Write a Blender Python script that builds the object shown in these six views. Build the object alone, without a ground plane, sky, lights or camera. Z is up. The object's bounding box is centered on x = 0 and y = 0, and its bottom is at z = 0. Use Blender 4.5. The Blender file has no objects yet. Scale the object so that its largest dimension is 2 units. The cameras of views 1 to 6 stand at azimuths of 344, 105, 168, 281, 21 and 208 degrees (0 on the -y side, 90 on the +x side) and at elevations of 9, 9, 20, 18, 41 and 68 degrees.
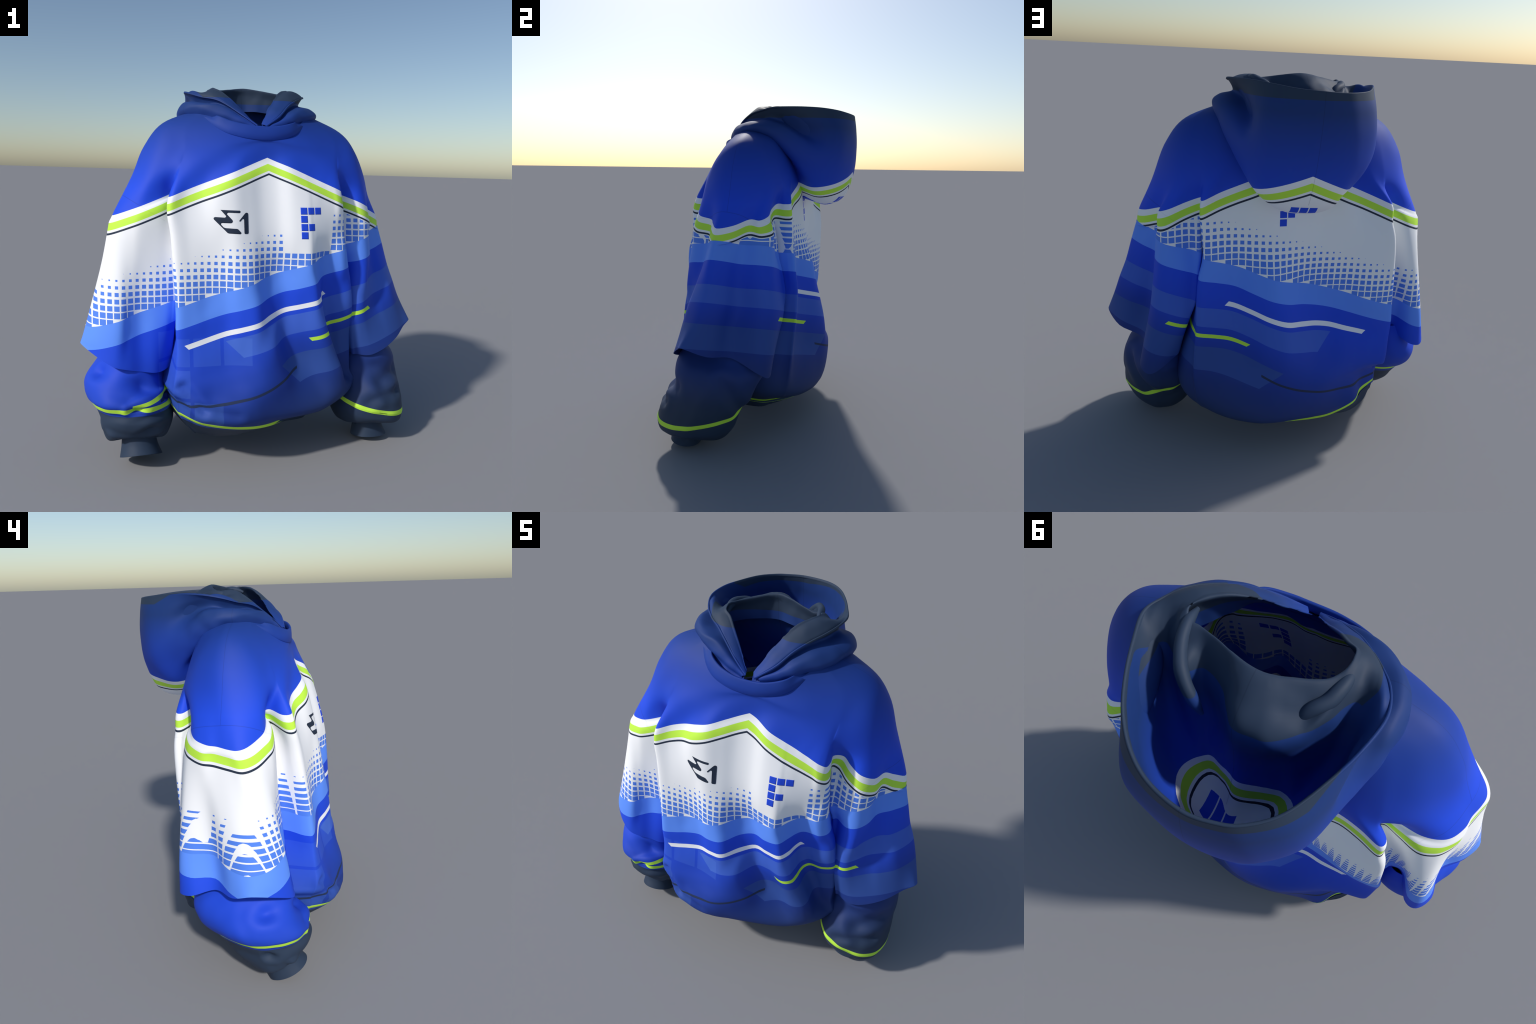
"""Oversized two-layer hooded sports sweatshirt, standing empty, hood thrown back.
Cloth is lofted through cross-sections; the print is one planar node pattern in x,z."""
import bpy, bmesh, math, random
import numpy as np
from mathutils import Vector, noise
from mathutils.bvhtree import BVHTree

random.seed(7)
CLOTH = 0.0045                       # cloth thickness

# ------------------------------------------------------------------ maths
def cr(p0, p1, p2, p3, t):
    t = t[:, None] if p1.ndim == 1 else t
    return 0.5 * ((2 * p1) + (-p0 + p2) * t + (2 * p0 - 5 * p1 + 4 * p2 - p3) * t ** 2 + (-p0 + 3 * p1 - 3 * p2 + p3) * t ** 3)

def spline_axis0(P, n, closed=False):
    """Catmull-Rom along the first axis of P, n samples per span."""
    P = np.asarray(P, float)
    m = len(P)
    if closed:
        idx = lambda i: P[i % m]
        spans = m
    else:
        Q = np.concatenate([[2 * P[0] - P[1]], P, [2 * P[-1] - P[-2]]])
        idx = lambda i: Q[i + 1]
        spans = m - 1
    ns = n if isinstance(n, (list, tuple)) else [n] * spans
    out = []
    for s in range(spans):
        p0, p1, p2, p3 = idx(s - 1), idx(s), idx(s + 1), idx(s + 2)
        for k in range(ns[s]):
            t = k / ns[s]
            out.append(0.5 * ((2 * p1) + (-p0 + p2) * t + (2 * p0 - 5 * p1 + 4 * p2 - p3) * t * t + (-p0 + 3 * p1 - 3 * p2 + p3) * t ** 3))
    if not closed:
        out.append(P[-1])
    return np.array(out)

class Shell:
    """Collects quad grids, welds them, gives shared smooth normals, splits into parts."""
    def __init__(self):
        self.v, self.f, self.tag = [], [], []
    def grid(self, G, tag, closed=False, flip=False):
        R, C = G.shape[:2]
        base = len(self.v)
        self.v.extend(map(tuple, G.reshape(-1, 3)))
        for r in range(R - 1):
            for c in range(C if closed else C - 1):
                d = (c + 1) % C
                q = [base + r * C + c, base + r * C + d, base + (r + 1) * C + d, base + (r + 1) * C + c]
                if flip:
                    q.reverse()
                self.f.append(q)
                self.tag.append(tag(r, c) if callable(tag) else tag)

def weld(v, f, tag, dist=2e-4):
    bm = bmesh.new()
    vs = [bm.verts.new(p) for p in v]
    lay = bm.faces.layers.int.new("part")
    names = sorted(set(tag))
    for q, t in zip(f, tag):
        try:
            fc = bm.faces.new([vs[i] for i in q])
            fc[lay] = names.index(t)
        except ValueError:
            pass
    bmesh.ops.remove_doubles(bm, verts=bm.verts, dist=dist)
    bm.normal_update()
    return bm, lay, names

ROOT = None
def add_object(name, verts, faces, mat, parent=None, normals=None, smooth=True):
    me = bpy.data.meshes.new(name)
    me.from_pydata([tuple(p) for p in verts], [], [tuple(q) for q in faces])
    me.update()
    if smooth:
        me.polygons.foreach_set("use_smooth", [True] * len(me.polygons))
    if normals is not None:
        me.normals_split_custom_set_from_vertices([tuple(n) for n in normals])
    me.materials.append(mat)
    ob = bpy.data.objects.new(name, me)
    bpy.context.scene.collection.objects.link(ob)
    ob.parent = parent or ROOT
    return ob

def shell_to_objects(sh, mats, thick=CLOTH, parents=None):
    """Weld, offset an inner skin, split by tag; border vertices and normals are shared."""
    bm, lay, names = weld(sh.v, sh.f, sh.tag)
    bm.verts.index_update()
    V = np.array([v.co[:] for v in bm.verts]); N = np.array([v.normal[:] for v in bm.verts])
    edges = {}
    objs = {}
    part_faces = {n: [] for n in names}
    for fc in bm.faces:
        part_faces[names[fc[lay]]].append([v.index for v in fc.verts])
    rim = {n: [] for n in names}
    for e in bm.edges:
        if len(e.link_faces) == 1:
            fc = e.link_faces[0]
            for l in fc.loops:
                if l.edge == e:
                    rim[names[fc[lay]]].append((l.vert.index, l.link_loop_next.vert.index))
    for n in names:
        vid, vv, nn, ff = {}, [], [], []
        def get(i, inner):
            k = (i, inner)
            if k not in vid:
                vid[k] = len(vv)
                vv.append(V[i] - (N[i] * thick if inner else 0)); nn.append(-N[i] if inner else N[i])
            return vid[k]
        for q in part_faces[n]:
            ff.append([get(i, False) for i in q])
            ff.append([get(i, True) for i in reversed(q)])
        for a, b in rim[n]:
            ff.append([get(b, False), get(a, False), get(a, True), get(b, True)])
        objs[n] = add_object(n.split("#")[0], vv, ff, mats[n.split("#")[0]], normals=nn)
        if parents and n in parents:
            objs[n].parent = objs[parents[n]]
    bm.free()
    return objs

# ------------------------------------------------------------------ node helper
class Nodes:
    def __init__(self, mat):
        mat.use_nodes = True
        self.t = mat.node_tree
        self.t.nodes.clear()
    def n(self, kind, **kw):
        nd = self.t.nodes.new(kind)
        for k, v in kw.items():
            setattr(nd, k, v)
        return nd
    def put(self, sock, val):
        if hasattr(val, "links"):
            self.t.links.new(val, sock)
        else:
            sock.default_value = val
    def m(self, op, a, b=0.0, c=None):
        nd = self.n("ShaderNodeMath", operation=op)
        self.put(nd.inputs[0], a); self.put(nd.inputs[1], b)
        if c is not None:
            self.put(nd.inputs[2], c)
        return nd.outputs[0]
    def add(self, a, b): return self.m("ADD", a, b)
    def sub(self, a, b): return self.m("SUBTRACT", a, b)
    def mul(self, a, b): return self.m("MULTIPLY", a, b)
    def gt(self, a, b): return self.m("GREATER_THAN", a, b)
    def lt(self, a, b): return self.m("LESS_THAN", a, b)
    def both(self, *s):
        r = s[0]
        for x in s[1:]:
            r = self.mul(r, x)
        return r
    def either(self, *s):
        r = s[0]
        for x in s[1:]:
            r = self.m("MAXIMUM", r, x)
        return r
    def between(self, x, lo, hi): return self.mul(self.gt(x, lo), self.lt(x, hi))
    def ramp(self, x, lo, hi, a=0.0, b=1.0, kind="SMOOTHSTEP"):
        nd = self.n("ShaderNodeMapRange", clamp=True, interpolation_type=kind)
        self.put(nd.inputs[0], x)
        for i, v in zip((1, 2, 3, 4), (lo, hi, a, b)):
            nd.inputs[i].default_value = v
        return nd.outputs[0]
    def mix(self, fac, a, b):
        nd = self.n("ShaderNodeMix", data_type="RGBA")
        self.put(nd.inputs[0], fac); self.put(nd.inputs[6], a); self.put(nd.inputs[7], b)
        return nd.outputs[2]

def srgb(r, g, b):
    f = lambda c: (c / 255 / 12.92) if c / 255 <= 0.04045 else ((c / 255 + 0.055) / 1.055) ** 2.4
    return (f(r), f(g), f(b), 1.0)

NAVY = srgb(47, 62, 84)
ROYAL = srgb(33, 78, 224)
DEEP = srgb(31, 58, 134)
SKY = srgb(98, 150, 255)
WHITE = srgb(248, 249, 252)
LIME = srgb(200, 248, 78)
INK = srgb(38, 50, 70)

def finish(N, col, bump_extra=None):
    """Matt knitted cloth."""
    tc = N.n("ShaderNodeTexCoord")
    nz = N.n("ShaderNodeTexNoise"); nz.inputs["Scale"].default_value = 420; nz.inputs["Detail"].default_value = 2
    N.t.links.new(tc.outputs["Object"], nz.inputs["Vector"])
    bp = N.n("ShaderNodeBump"); bp.inputs["Strength"].default_value = 0.05; bp.inputs["Distance"].default_value = 0.002
    N.t.links.new(nz.outputs[0], bp.inputs["Height"])
    b = N.n("ShaderNodeBsdfPrincipled")
    b.inputs["Roughness"].default_value = 0.62
    b.inputs["Specular IOR Level"].default_value = 0.25
    N.put(b.inputs["Base Color"], col)
    N.t.links.new(bp.outputs[0], b.inputs["Normal"])
    o = N.n("ShaderNodeOutputMaterial")
    N.t.links.new(b.outputs[0], o.inputs[0])

def plain(name, col):
    mt = bpy.data.materials.new(name)
    N = Nodes(mt)
    tc = N.n("ShaderNodeTexCoord")
    nz = N.n("ShaderNodeTexNoise"); nz.inputs["Scale"].default_value = 9
    N.t.links.new(tc.outputs["Object"], nz.inputs["Vector"])
    dark = tuple(c * 0.93 for c in col[:3]) + (1,)
    finish(N, N.mix(nz.outputs[0], dark, col))
    return mt

def ribbed(name, col):
    """Knitted rib: fine vertical cords around the tube."""
    mt = bpy.data.materials.new(name)
    N = Nodes(mt)
    tc = N.n("ShaderNodeTexCoord")
    nz = N.n("ShaderNodeTexNoise"); nz.inputs["Scale"].default_value = 40
    N.t.links.new(tc.outputs["Object"], nz.inputs["Vector"])
    dark = tuple(c * 0.85 for c in col[:3]) + (1,)
    finish(N, N.mix(nz.outputs[0], dark, col))
    return mt

def letter_mask(N, x, z, x0, z0, mirror):
    """Blocky letter of seven square cells; x0,z0 is its upper stem corner."""
    p = 0.0412
    u = N.mul(N.sub(x, x0), -1.0 if mirror else 1.0)
    d = N.sub(z0, z)
    cu, cd = N.m("FLOOR", N.m("DIVIDE", u, p)), N.m("FLOOR", N.m("DIVIDE", d, p))
    inside = N.both(N.lt(N.m("FRACT", N.m("DIVIDE", u, p)), 0.87), N.lt(N.m("FRACT", N.m("DIVIDE", d, p)), 0.85))
    is_ = lambda a, v: N.between(a, v - 0.5, v + 0.5)
    stem = N.both(is_(cu, 0), N.between(cd, -0.5, 3.5))
    top = N.both(is_(cd, 0), N.between(cu, -0.5, 2.5))
    bar = N.both(is_(cd, 2), is_(cu, 1))
    return N.both(inside, N.either(stem, top, bar))

def print_material(name, lining=False):
    """The whole all-over print, projected flat through the garment (front and back)."""
    mt = bpy.data.materials.new(name)
    N = Nodes(mt)
    tc = N.n("ShaderNodeTexCoord")
    sp = N.n("ShaderNodeSeparateXYZ")
    N.t.links.new(tc.outputs["Object"], sp.inputs[0])
    x, y, z = sp.outputs
    ax = N.m("ABSOLUTE", x)
    front = N.lt(y, 0.03)
    back = N.sub(1.0, front)
    s = N.sub(z, N.mul(x, 0.3))                      # slanted band coordinate
    u = N.add(z, N.mul(x, 0.925))                    # slanted end cuts
    c = N.add(z, N.mul(ax, 0.407))                   # chevron coordinate
    # ground colour: royal, sinking to navy low down and at the shoulders
    low1 = N.ramp(s, 0.30, 0.92, 1.0, 0.0)
    col = N.mix(low1, ROYAL, DEEP)
    low2 = N.ramp(s, -0.02, 0.42, 1.0, 0.0)
    col = N.mix(low2, col, NAVY)
    hi = N.ramp(z, 1.42, 1.86, 0.0, 0.95, "LINEAR")
    col = N.mix(hi, col, srgb(30, 58, 112))
    # bands
    band1 = N.both(N.between(s, 0.649, 0.754), N.gt(u, 0.457))
    col = N.mix(N.mul(band1, 0.9), col, srgb(66, 104, 205))
    band2 = N.both(N.between(s, 0.388, 0.531), N.gt(u, 0.587))
    col = N.mix(N.mul(band2, 0.9), col, srgb(52, 84, 160))
    # pale square tiles, low on the front
    tu = N.m("DIVIDE", N.sub(-0.117, x), 0.154)
    tv = N.m("DIVIDE", N.sub(0.701, z), 0.154)
    fu, fv = N.m("FLOOR", tu), N.m("FLOOR", tv)
    cell = N.both(N.lt(N.m("FRACT", tu), 0.885), N.lt(N.m("FRACT", tv), 0.885), N.gt(tu, 0.0), N.gt(tv, 0.0), N.lt(tv, 3.0), N.lt(tu, 3.0))
    need = N.both(N.add(0.0, N.either(N.lt(fv, 0.5), N.both(N.lt(fv, 1.5), N.gt(fu, 1.5)), N.both(N.gt(fv, 1.5), N.gt(fu, 0.5)))))
    tiles = N.both(cell, need, front)
    col = N.mix(N.mul(tiles, 0.07), col, srgb(130, 185, 255))
    # light blue band, then white field
    col = N.mix(N.between(s, 0.89, 1.0), col, SKY)
    field = N.both(N.gt(s, 1.0), N.lt(c, 1.599))
    col = N.mix(field, col, WHITE)
    # halftone squares
    P = 0.03396
    gx, gz = N.m("DIVIDE", N.sub(x, 0.338), P), N.m("DIVIDE", N.sub(z, 1.121), P)
    ix, iz = N.m("FLOOR", gx), N.m("FLOOR", gz)
    xc, zc = N.add(N.mul(N.add(ix, 0.5), P), 0.338), N.add(N.mul(N.add(iz, 0.5), P), 1.121)
    sc = N.sub(zc, N.mul(xc, 0.3))
    f2 = N.m("MINIMUM", N.sub(0.70, N.mul(N.sub(sc, 1.031), 3.65)), 0.74)
    half = N.mul(N.m("SQRT", N.m("MAXIMUM", f2, 0.0)), 0.5)
    dx = N.m("ABSOLUTE", N.sub(N.m("FRACT", gx), 0.5)); dz = N.m("ABSOLUTE", N.sub(N.m("FRACT", gz), 0.5))
    sq = N.both(N.lt(dx, half), N.lt(dz, half), N.gt(sc, 1.0), field, N.lt(c, 1.505), N.gt(f2, 0.004))
    clear = N.both(front, N.between(x, 0.0663, 0.338), N.gt(z, 1.121))
    sq = N.both(sq, N.sub(1.0, clear))
    col = N.mix(sq, col, srgb(86, 136, 238))
    # chevron stripes
    up = N.gt(s, 1.0)
    col = N.mix(N.both(up, N.between(c, 1.532, 1.568)), col, LIME)
    col = N.mix(N.both(up, N.between(c, 1.510, 1.520)), col, INK)
    # streaks
    wl = N.both(N.between(s, 0.777, 0.803), N.between(u, 0.2516, 1.19))
    col = N.mix(wl, col, WHITE)
    buckle = N.both(N.lt(N.m("ABSOLUTE", N.sub(z, N.add(.362, N.mul(N.add(x, .69), .2)))), .0105), N.between(x, -.70, -.515), N.lt(y, -.2))
    col = N.mix(buckle, col, LIME)                    # the wrist stripe doubles up in a buckle
    gl = N.both(N.between(s, 0.586, 0.608), N.between(u, 0.862, 1.363))
    col = N.mix(gl, col, LIME)
    curve = N.add(0.455, N.add(N.mul(x, 0.32), N.mul(N.mul(x, x), 0.3)))
    bl = N.both(N.lt(N.m("ABSOLUTE", N.sub(z, curve)), 0.0068), N.lt(x, 0.152), N.gt(x, -0.56))
    col = N.mix(N.mul(bl, 0.9), col, INK)
    # block letter, front and back
    lf = N.both(front, letter_mask(N, x, z, 0.151, 1.350, False))
    lb = N.both(back, letter_mask(N, x, z, 0.071, 1.446, True))
    col = N.mix(N.either(lf, lb), col, srgb(36, 78, 222))
    # navy crown of the hood
    edge = 1.912
    if lining:                                       # inside, the navy thins out towards the +x side
        edge = N.add(1.912, N.mul(N.m("MAXIMUM", x, 0.0), N.ramp(y, 0.17, 0.26, 0.0, 0.19)))
    crown = N.both(N.gt(z, edge), N.gt(N.add(x, N.mul(N.sub(z, 1.912), 0.6)), -0.298))
    col = N.mix(crown, col, NAVY)
    # seams: shoulder line and dropped sleeve seam
    sz = N.sub(z, N.sub(1.385, N.mul(N.sub(0.72, ax), 0.6)))
    sleeve_seam = N.both(N.lt(N.m("ABSOLUTE", sz), 0.0022), N.gt(ax, 0.52))
    shoulder = N.both(N.lt(N.m("ABSOLUTE", N.add(y, 0.012)), 0.0014), N.gt(ax, 0.3), N.gt(sz, 0.0))
    col = N.mix(N.mul(N.either(sleeve_seam, shoulder), N.add(0.07, N.mul(N.gt(c, 1.599), 0.16))), col, srgb(20, 30, 70))
    cs = N.m("ABSOLUTE", N.sub(x, N.add(-.033, N.mul(N.sub(1.944, z), 0.065))))
    col = N.mix(N.mul(N.both(N.lt(cs, 0.0014), N.gt(y, 0.16), N.gt(z, 1.46)), 0.25), col, srgb(12, 20, 45))
    finish(N, col)
    return mt

# ------------------------------------------------------------------ the body: cross-sections
# Each section is a plane through the printed lines: chevron planes z = c - .407|x|, band planes z = c + a x.
# front: (eight x in mm across the fold on the wearer's left, x of the far edge, depth y in mm at those and nine even steps on);
# back: depth y (mm) at even steps of x between its two edges.
SECTIONS = [
    dict(kind="chevron", c=1.599, front=([405, 374, 344, 313, 282, 251, 221, 190], -498, [-311, -324, -323, -319, -317, -314, -313, -313, -308, -272, -276, -303, -329, -316, -294, -294, -315]),
         back=(.44, -.50, [280, 255, 257, 262, 256, 247, 243, 246, 254, 258, 250, 257, 272]),
         crease=((.412, -.215), (-.468, -.203), (-.459, .190), (.452, .200))),
    dict(kind="chevron", c=1.515, front=([415, 383, 351, 319, 286, 254, 222, 190], -505, [-328, -349, -347, -348, -350, -353, -354, -354, -342, -310, -311, -342, -367, -361, -326, -322, -337]),
         back=(.445, -.51, [288, 265, 262, 275, 274, 257, 250, 259, 270, 272, 255, 264, 280]),
         crease=((.405, -.200), (-.440, -.200), (-.470, .195), (.450, .185))),
    dict(kind="band", a=.05, c=1.2, front=([425, 391, 358, 324, 291, 257, 224, 190], -490, [-328, -346, -358, -368, -380, -394, -409, -419, -409, -385, -387, -408, -417, -394, -376, -365, -361]),
         back=(.435, -.54, [296, 275, 271, 283, 292, 287, 275, 268, 268, 269, 273, 279, 285]),
         crease=((.41, -.20), (-.45, -.20), (-.50, .18), (.44, .19))),
    dict(kind="band", a=.3, c=1.0, front=([435, 400, 365, 330, 295, 260, 225, 190], -475, [-347, -367, -359, -350, -356, -384, -425, -439, -410, -377, -395, -449, -448, -413, -399, -409, -411]),
         back=(.43, -.57, [303, 285, 278, 317, 348, 321, 273, 250, 245, 249, 271, 279, 265]),
         crease=((.42, -.20), (-.45, -.20), (-.54, .17), (.44, .20))),
    dict(kind="band", a=.3, c=.89, front=([455, 420, 385, 345, 315, 290, 265, 225], -475, [-344, -362, -352, -340, -343, -365, -400, -445, -427, -385, -403, -468, -460, -425, -419, -426, -424]),
         back=(.455, -.585, [319, 290, 274, 323, 367, 354, 298, 259, 241, 246, 257, 261, 248]),
         crease=((.44, -.19), (-.45, -.20), (-.56, .16), (.455, .20))),
    dict(kind="band", a=.3, c=.79, front=([480, 430, 370, 330, 312, 295, 275, 235], -472, [-330, -338, -323, -325, -336, -366, -415, -450, -421, -386, -422, -481, -467, -435, -432, -436, -432]),
         back=(.465, -.585, [334, 302, 287, 327, 379, 386, 331, 275, 245, 248, 244, 244, 242]),
         crease=((.47, -.20), (-.47, -.20), (-.585, .14), (.47, .21))),
    dict(kind="band", a=.3, c=.649, front=([500, 440, 370, 340, 322, 311, 295, 245], -485, [-323, -335, -314, -325, -350, -400, -445, -457, -416, -402, -486, -501, -479, -464, -468, -470, -449]),
         back=(.47, -.57, [333, 310, 294, 333, 395, 420, 387, 340, 322, 322, 305, 287, 269]),
         crease=((.50, -.20), (-.515, -.20), (-.60, .13), (.490, .18))),
    dict(kind="band", a=.15, c=.53, front=([515, 450, 410, 380, 372, 372, 355, 300], -490, [-285, -295, -290, -305, -350, -400, -438, -452, -409, -413, -493, -525, -518, -502, -494, -488, -447]),
         back=(.485, -.55, [320, 300, 297, 326, 385, 430, 426, 408, 392, 362, 322, 285, 250]),
         crease=((.54, -.15), (-.54, -.15), (-.60, .10), (.545, .16))),
    dict(kind="band", a=.02, c=.43, front=([515, 490, 455, 440, 435, 430, 405, 340], -495, [-300, -305, -310, -335, -375, -410, -445, -455, -430, -452, -509, -549, -561, -536, -511, -498, -439]),
         back=(.485, -.52, [304, 308, 332, 365, 395, 427, 440, 432, 415, 376, 330, 272, 225]),
         crease=((.555, -.15), (-.555, -.13), (-.60, .09), (.57, .15))),
]
# sleeve cross-sections, front crease round the outside to the back crease, on the same planes
SLEEVE_W = [   # wearer's left, +x side
    [(.455, -.180), (.500, -.212), (.557, -.236), (.620, -.205), (.655, -.125), (.700, -.098), (.752, -.055), (.715, .027), (.642, .095), (.650, .155), (.600, .190), (.520, .185)],
    [(.441, -.190), (.500, -.243), (.575, -.263), (.635, -.218), (.658, -.137), (.715, -.115), (.765, -.060), (.720, .025), (.645, .090), (.660, .170), (.620, .225), (.530, .188)],
    [(.460, -.245), (.520, -.272), (.575, -.276), (.625, -.235), (.648, -.160), (.710, -.112), (.765, -.060), (.700, .022), (.655, .075), (.668, .165), (.620, .225), (.500, .200)],
    [(.475, -.225), (.535, -.285), (.590, -.287), (.635, -.242), (.665, -.170), (.730, -.135), (.796, -.075), (.743, .000), (.674, .055), (.675, .160), (.630, .230), (.500, .235)],
    [(.487, -.266), (.540, -.300), (.590, -.303), (.630, -.250), (.690, -.195), (.760, -.173), (.832, -.085), (.770, -.015), (.680, .045), (.690, .175), (.640, .243), (.510, .258)],
    [(.515, -.296), (.560, -.315), (.605, -.292), (.665, -.243), (.730, -.220), (.800, -.195), (.868, -.090), (.800, -.015), (.690, .045), (.703, .190), (.650, .258), (.530, .270)],
    [(.537, -.308), (.580, -.319), (.630, -.299), (.690, -.272), (.750, -.258), (.834, -.215), (.904, -.112), (.834, -.035), (.712, .020), (.722, .180), (.660, .252), (.560, .252)],
    [(.556, -.300, .515), (.620, -.333, .515), (.680, -.338, .535), (.750, -.320, .565), (.820, -.285, .600), (.885, -.235, .642), (.950, -.180, .672), (.885, -.065, .615), (.755, .030, .575), (.768, .190, .505), (.710, .240, .475), (.600, .215, .545)],
]
SLEEVE_W_PLANE = [None, None, (.3, 1.0), (.3, .89), (.3, .754), (.3, .649), (.3, .531), None]
SLEEVE_W_CREASE = [None, None, ((.42, -.21), (.44, .18)), ((.44, -.19), (.455, .20)), ((.46, -.22), (.47, .22)), ((.48, -.24), (.500, .19)), ((.50, -.25), (.530, .17)), ((.53, -.25, .52), (.555, .15, .570))]
SLEEVE_E = [   # wearer's right, -x side
    [(-.490, -.174), (-.550, -.195), (-.637, -.203), (-.700, -.178), (-.755, -.140), (-.777, -.100), (-.771, -.055), (-.753, .000), (-.745, .050), (-.715, .108), (-.672, .142), (-.610, .163), (-.540, .166), (-.490, .168)],
    [(-.460, -.178), (-.541, -.232), (-.640, -.247), (-.700, -.228), (-.770, -.188), (-.806, -.130), (-.790, -.060), (-.766, .020), (-.758, .080), (-.725, .138), (-.690, .172), (-.630, .195), (-.547, .180), (-.490, .170)],
    [(-.490, -.255), (-.570, -.268), (-.650, -.264), (-.705, -.285), (-.760, -.312), (-.868, -.262), (-.918, -.165), (-.880, -.060), (-.798, .030), (-.800, .150), (-.775, .207), (-.714, .212), (-.660, .145), (-.600, .140)],
    [(-.515, -.270, .50), (-.575, -.325, .50), (-.650, -.335, .515), (-.720, -.355, .535), (-.790, -.350, .555), (-.875, -.290, .600), (-.945, -.180, .635), (-.910, -.080, .600), (-.830, .020, .590), (-.845, .140, .555), (-.800, .215, .540), (-.735, .205, .550), (-.670, .100, .580), (-.610, .100, .580)],
]
SLEEVE_E_PLANE = [None, None, (.3, 1.0), None]
SLEEVE_E_CREASE = [None, None, ((-.46, -.20), (-.55, .16)), ((-.49, -.20, .52), (-.57, .12, .58))]
# rings above the chevron, up to the neck: front centre, then round by the wearer's right (-x) and back
UPPER = [
    [(0, -.247, 1.668), (-.20, -.272, 1.610), (-.40, -.262, 1.550), (-.49, -.215, 1.520), (-.62, -.165, 1.480), (-.672, -.020, 1.490), (-.60, .140, 1.490), (-.48, .225, 1.500), (-.38, .250, 1.540),
     (0, .235, 1.660), (.36, .250, 1.550), (.455, .225, 1.520), (.585, .160, 1.500), (.668, -.035, 1.495), (.58, -.185, 1.500), (.44, -.235, 1.530), (.37, -.265, 1.555), (.20, -.262, 1.615)],
    [(0, -.245, 1.690), (-.20, -.250, 1.668), (-.38, -.213, 1.640), (-.45, -.185, 1.635), (-.555, -.130, 1.640), (-.612, .000, 1.640), (-.55, .120, 1.645), (-.46, .180, 1.655), (-.36, .210, 1.670),
     (0, .215, 1.760), (.36, .210, 1.670), (.46, .180, 1.660), (.55, .120, 1.655), (.610, -.010, 1.648), (.55, -.135, 1.655), (.45, -.185, 1.640), (.38, -.210, 1.645), (.20, -.246, 1.670)],
    [(0, -.240, 1.702), (-.18, -.224, 1.722), (-.35, -.160, 1.737), (-.43, -.120, 1.745), (-.49, -.070, 1.757), (-.510, .000, 1.770), (-.48, .070, 1.765), (-.42, .120, 1.768), (-.33, .165, 1.785),
     (0, .200, 1.835), (.33, .165, 1.780), (.42, .120, 1.768), (.48, .070, 1.765), (.510, .000, 1.768), (.49, -.070, 1.757), (.43, -.120, 1.745), (.35, -.155, 1.737), (.18, -.212, 1.724)],
    [(0, -.236, 1.712), (-.18, -.204, 1.758), (-.28, -.100, 1.825), (-.30, -.070, 1.840), (-.312, -.030, 1.848), (-.315, .000, 1.851), (-.30, .040, 1.855), (-.285, .080, 1.862), (-.21, .140, 1.872),
     (0, .180, 1.884), (.20, .140, 1.872), (.28, .080, 1.860), (.295, .040, 1.855), (.300, .000, 1.853), (.30, -.030, 1.850), (.29, -.070, 1.840), (.27, -.100, 1.830), (.16, -.200, 1.755)],
]
BELLY_RING = [(0, -.540, .300), (-.16, -.570, .318), (-.34, -.535, .340), (-.43, -.470, .360), (-.505, -.345, .385), (-.545, -.15, .405), (-.588, .03, .412), (-.595, .12, .400), (-.530, .215, .385), (-.448, .258, .372), (-.372, .347, .342),
              (-.235, .380, .264), (0, .415, .250), (.18, .390, .235), (.37, .315, .250), (.52, .19, .290), (.558, .0, .320), (.555, -.20, .355), (.495, -.36, .335), (.32, -.455, .285), (.15, -.505, .285)]
HEM_RING = [(0, -.480, .240), (-.16, -.545, .265), (-.34, -.520, .288), (-.43, -.460, .305), (-.50, -.335, .322), (-.535, -.15, .345), (-.568, .03, .352), (-.586, .12, .345), (-.535, .216, .332), (-.452, .266, .320), (-.380, .358, .295),
            (-.225, .350, .212), (0, .320, .178), (.13, .285, .165), (.27, .20, .172), (.38, .10, .190), (.41, -.03, .205), (.37, -.16, .205), (.27, -.26, .195), (.14, -.345, .210)]
BAND_RING = [(0, -.345, .165), (-.15, -.385, .150), (-.33, -.350, .150), (-.43, -.270, .180), (-.47, -.18, .205), (-.500, -.08, .250), (-.525, .03, .270), (-.540, .17, .270), (-.475, .258, .245), (-.388, .335, .215),
             (-.12, .23, .13), (0, .215, .115), (.13, .20, .115), (.25, .14, .12), (.33, .07, .12), (.36, -.03, .12), (.32, -.14, .125), (.27, -.22, .125), (.13, -.29, .150)]

def plane_z(sec, x):
    return sec["c"] - .407 * abs(x) if sec["kind"] == "chevron" else sec["c"] + sec["a"] * x

def torso_front(sec):
    fold, xl, ys = sec["front"]
    xs = np.r_[fold, np.linspace(fold[-1], xl, len(ys) - 7)[1:]] / 1000
    xr, xl = xs[0], xs[-1]
    pts = [(xr + .008, ys[0] / 1000 + .045)] + [(x, y / 1000) for x, y in zip(xs, ys)] + [(xl - .012, ys[-1] / 1000 + .045)]
    return [(x, y, plane_z(sec, x)) for x, y in pts]

def torso_back(sec):
    xr, xl, ys = sec["back"]
    xs = np.linspace(xl, xr, len(ys))
    ys = ys[::-1]
    pts = [(xl - .012, ys[0] / 1000 - .035)] + [(x, y / 1000) for x, y in zip(xs, ys)] + [(xr + .014, ys[-1] / 1000 - .035)]
    return [(x, y, plane_z(sec, x)) for x, y in pts]

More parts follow.
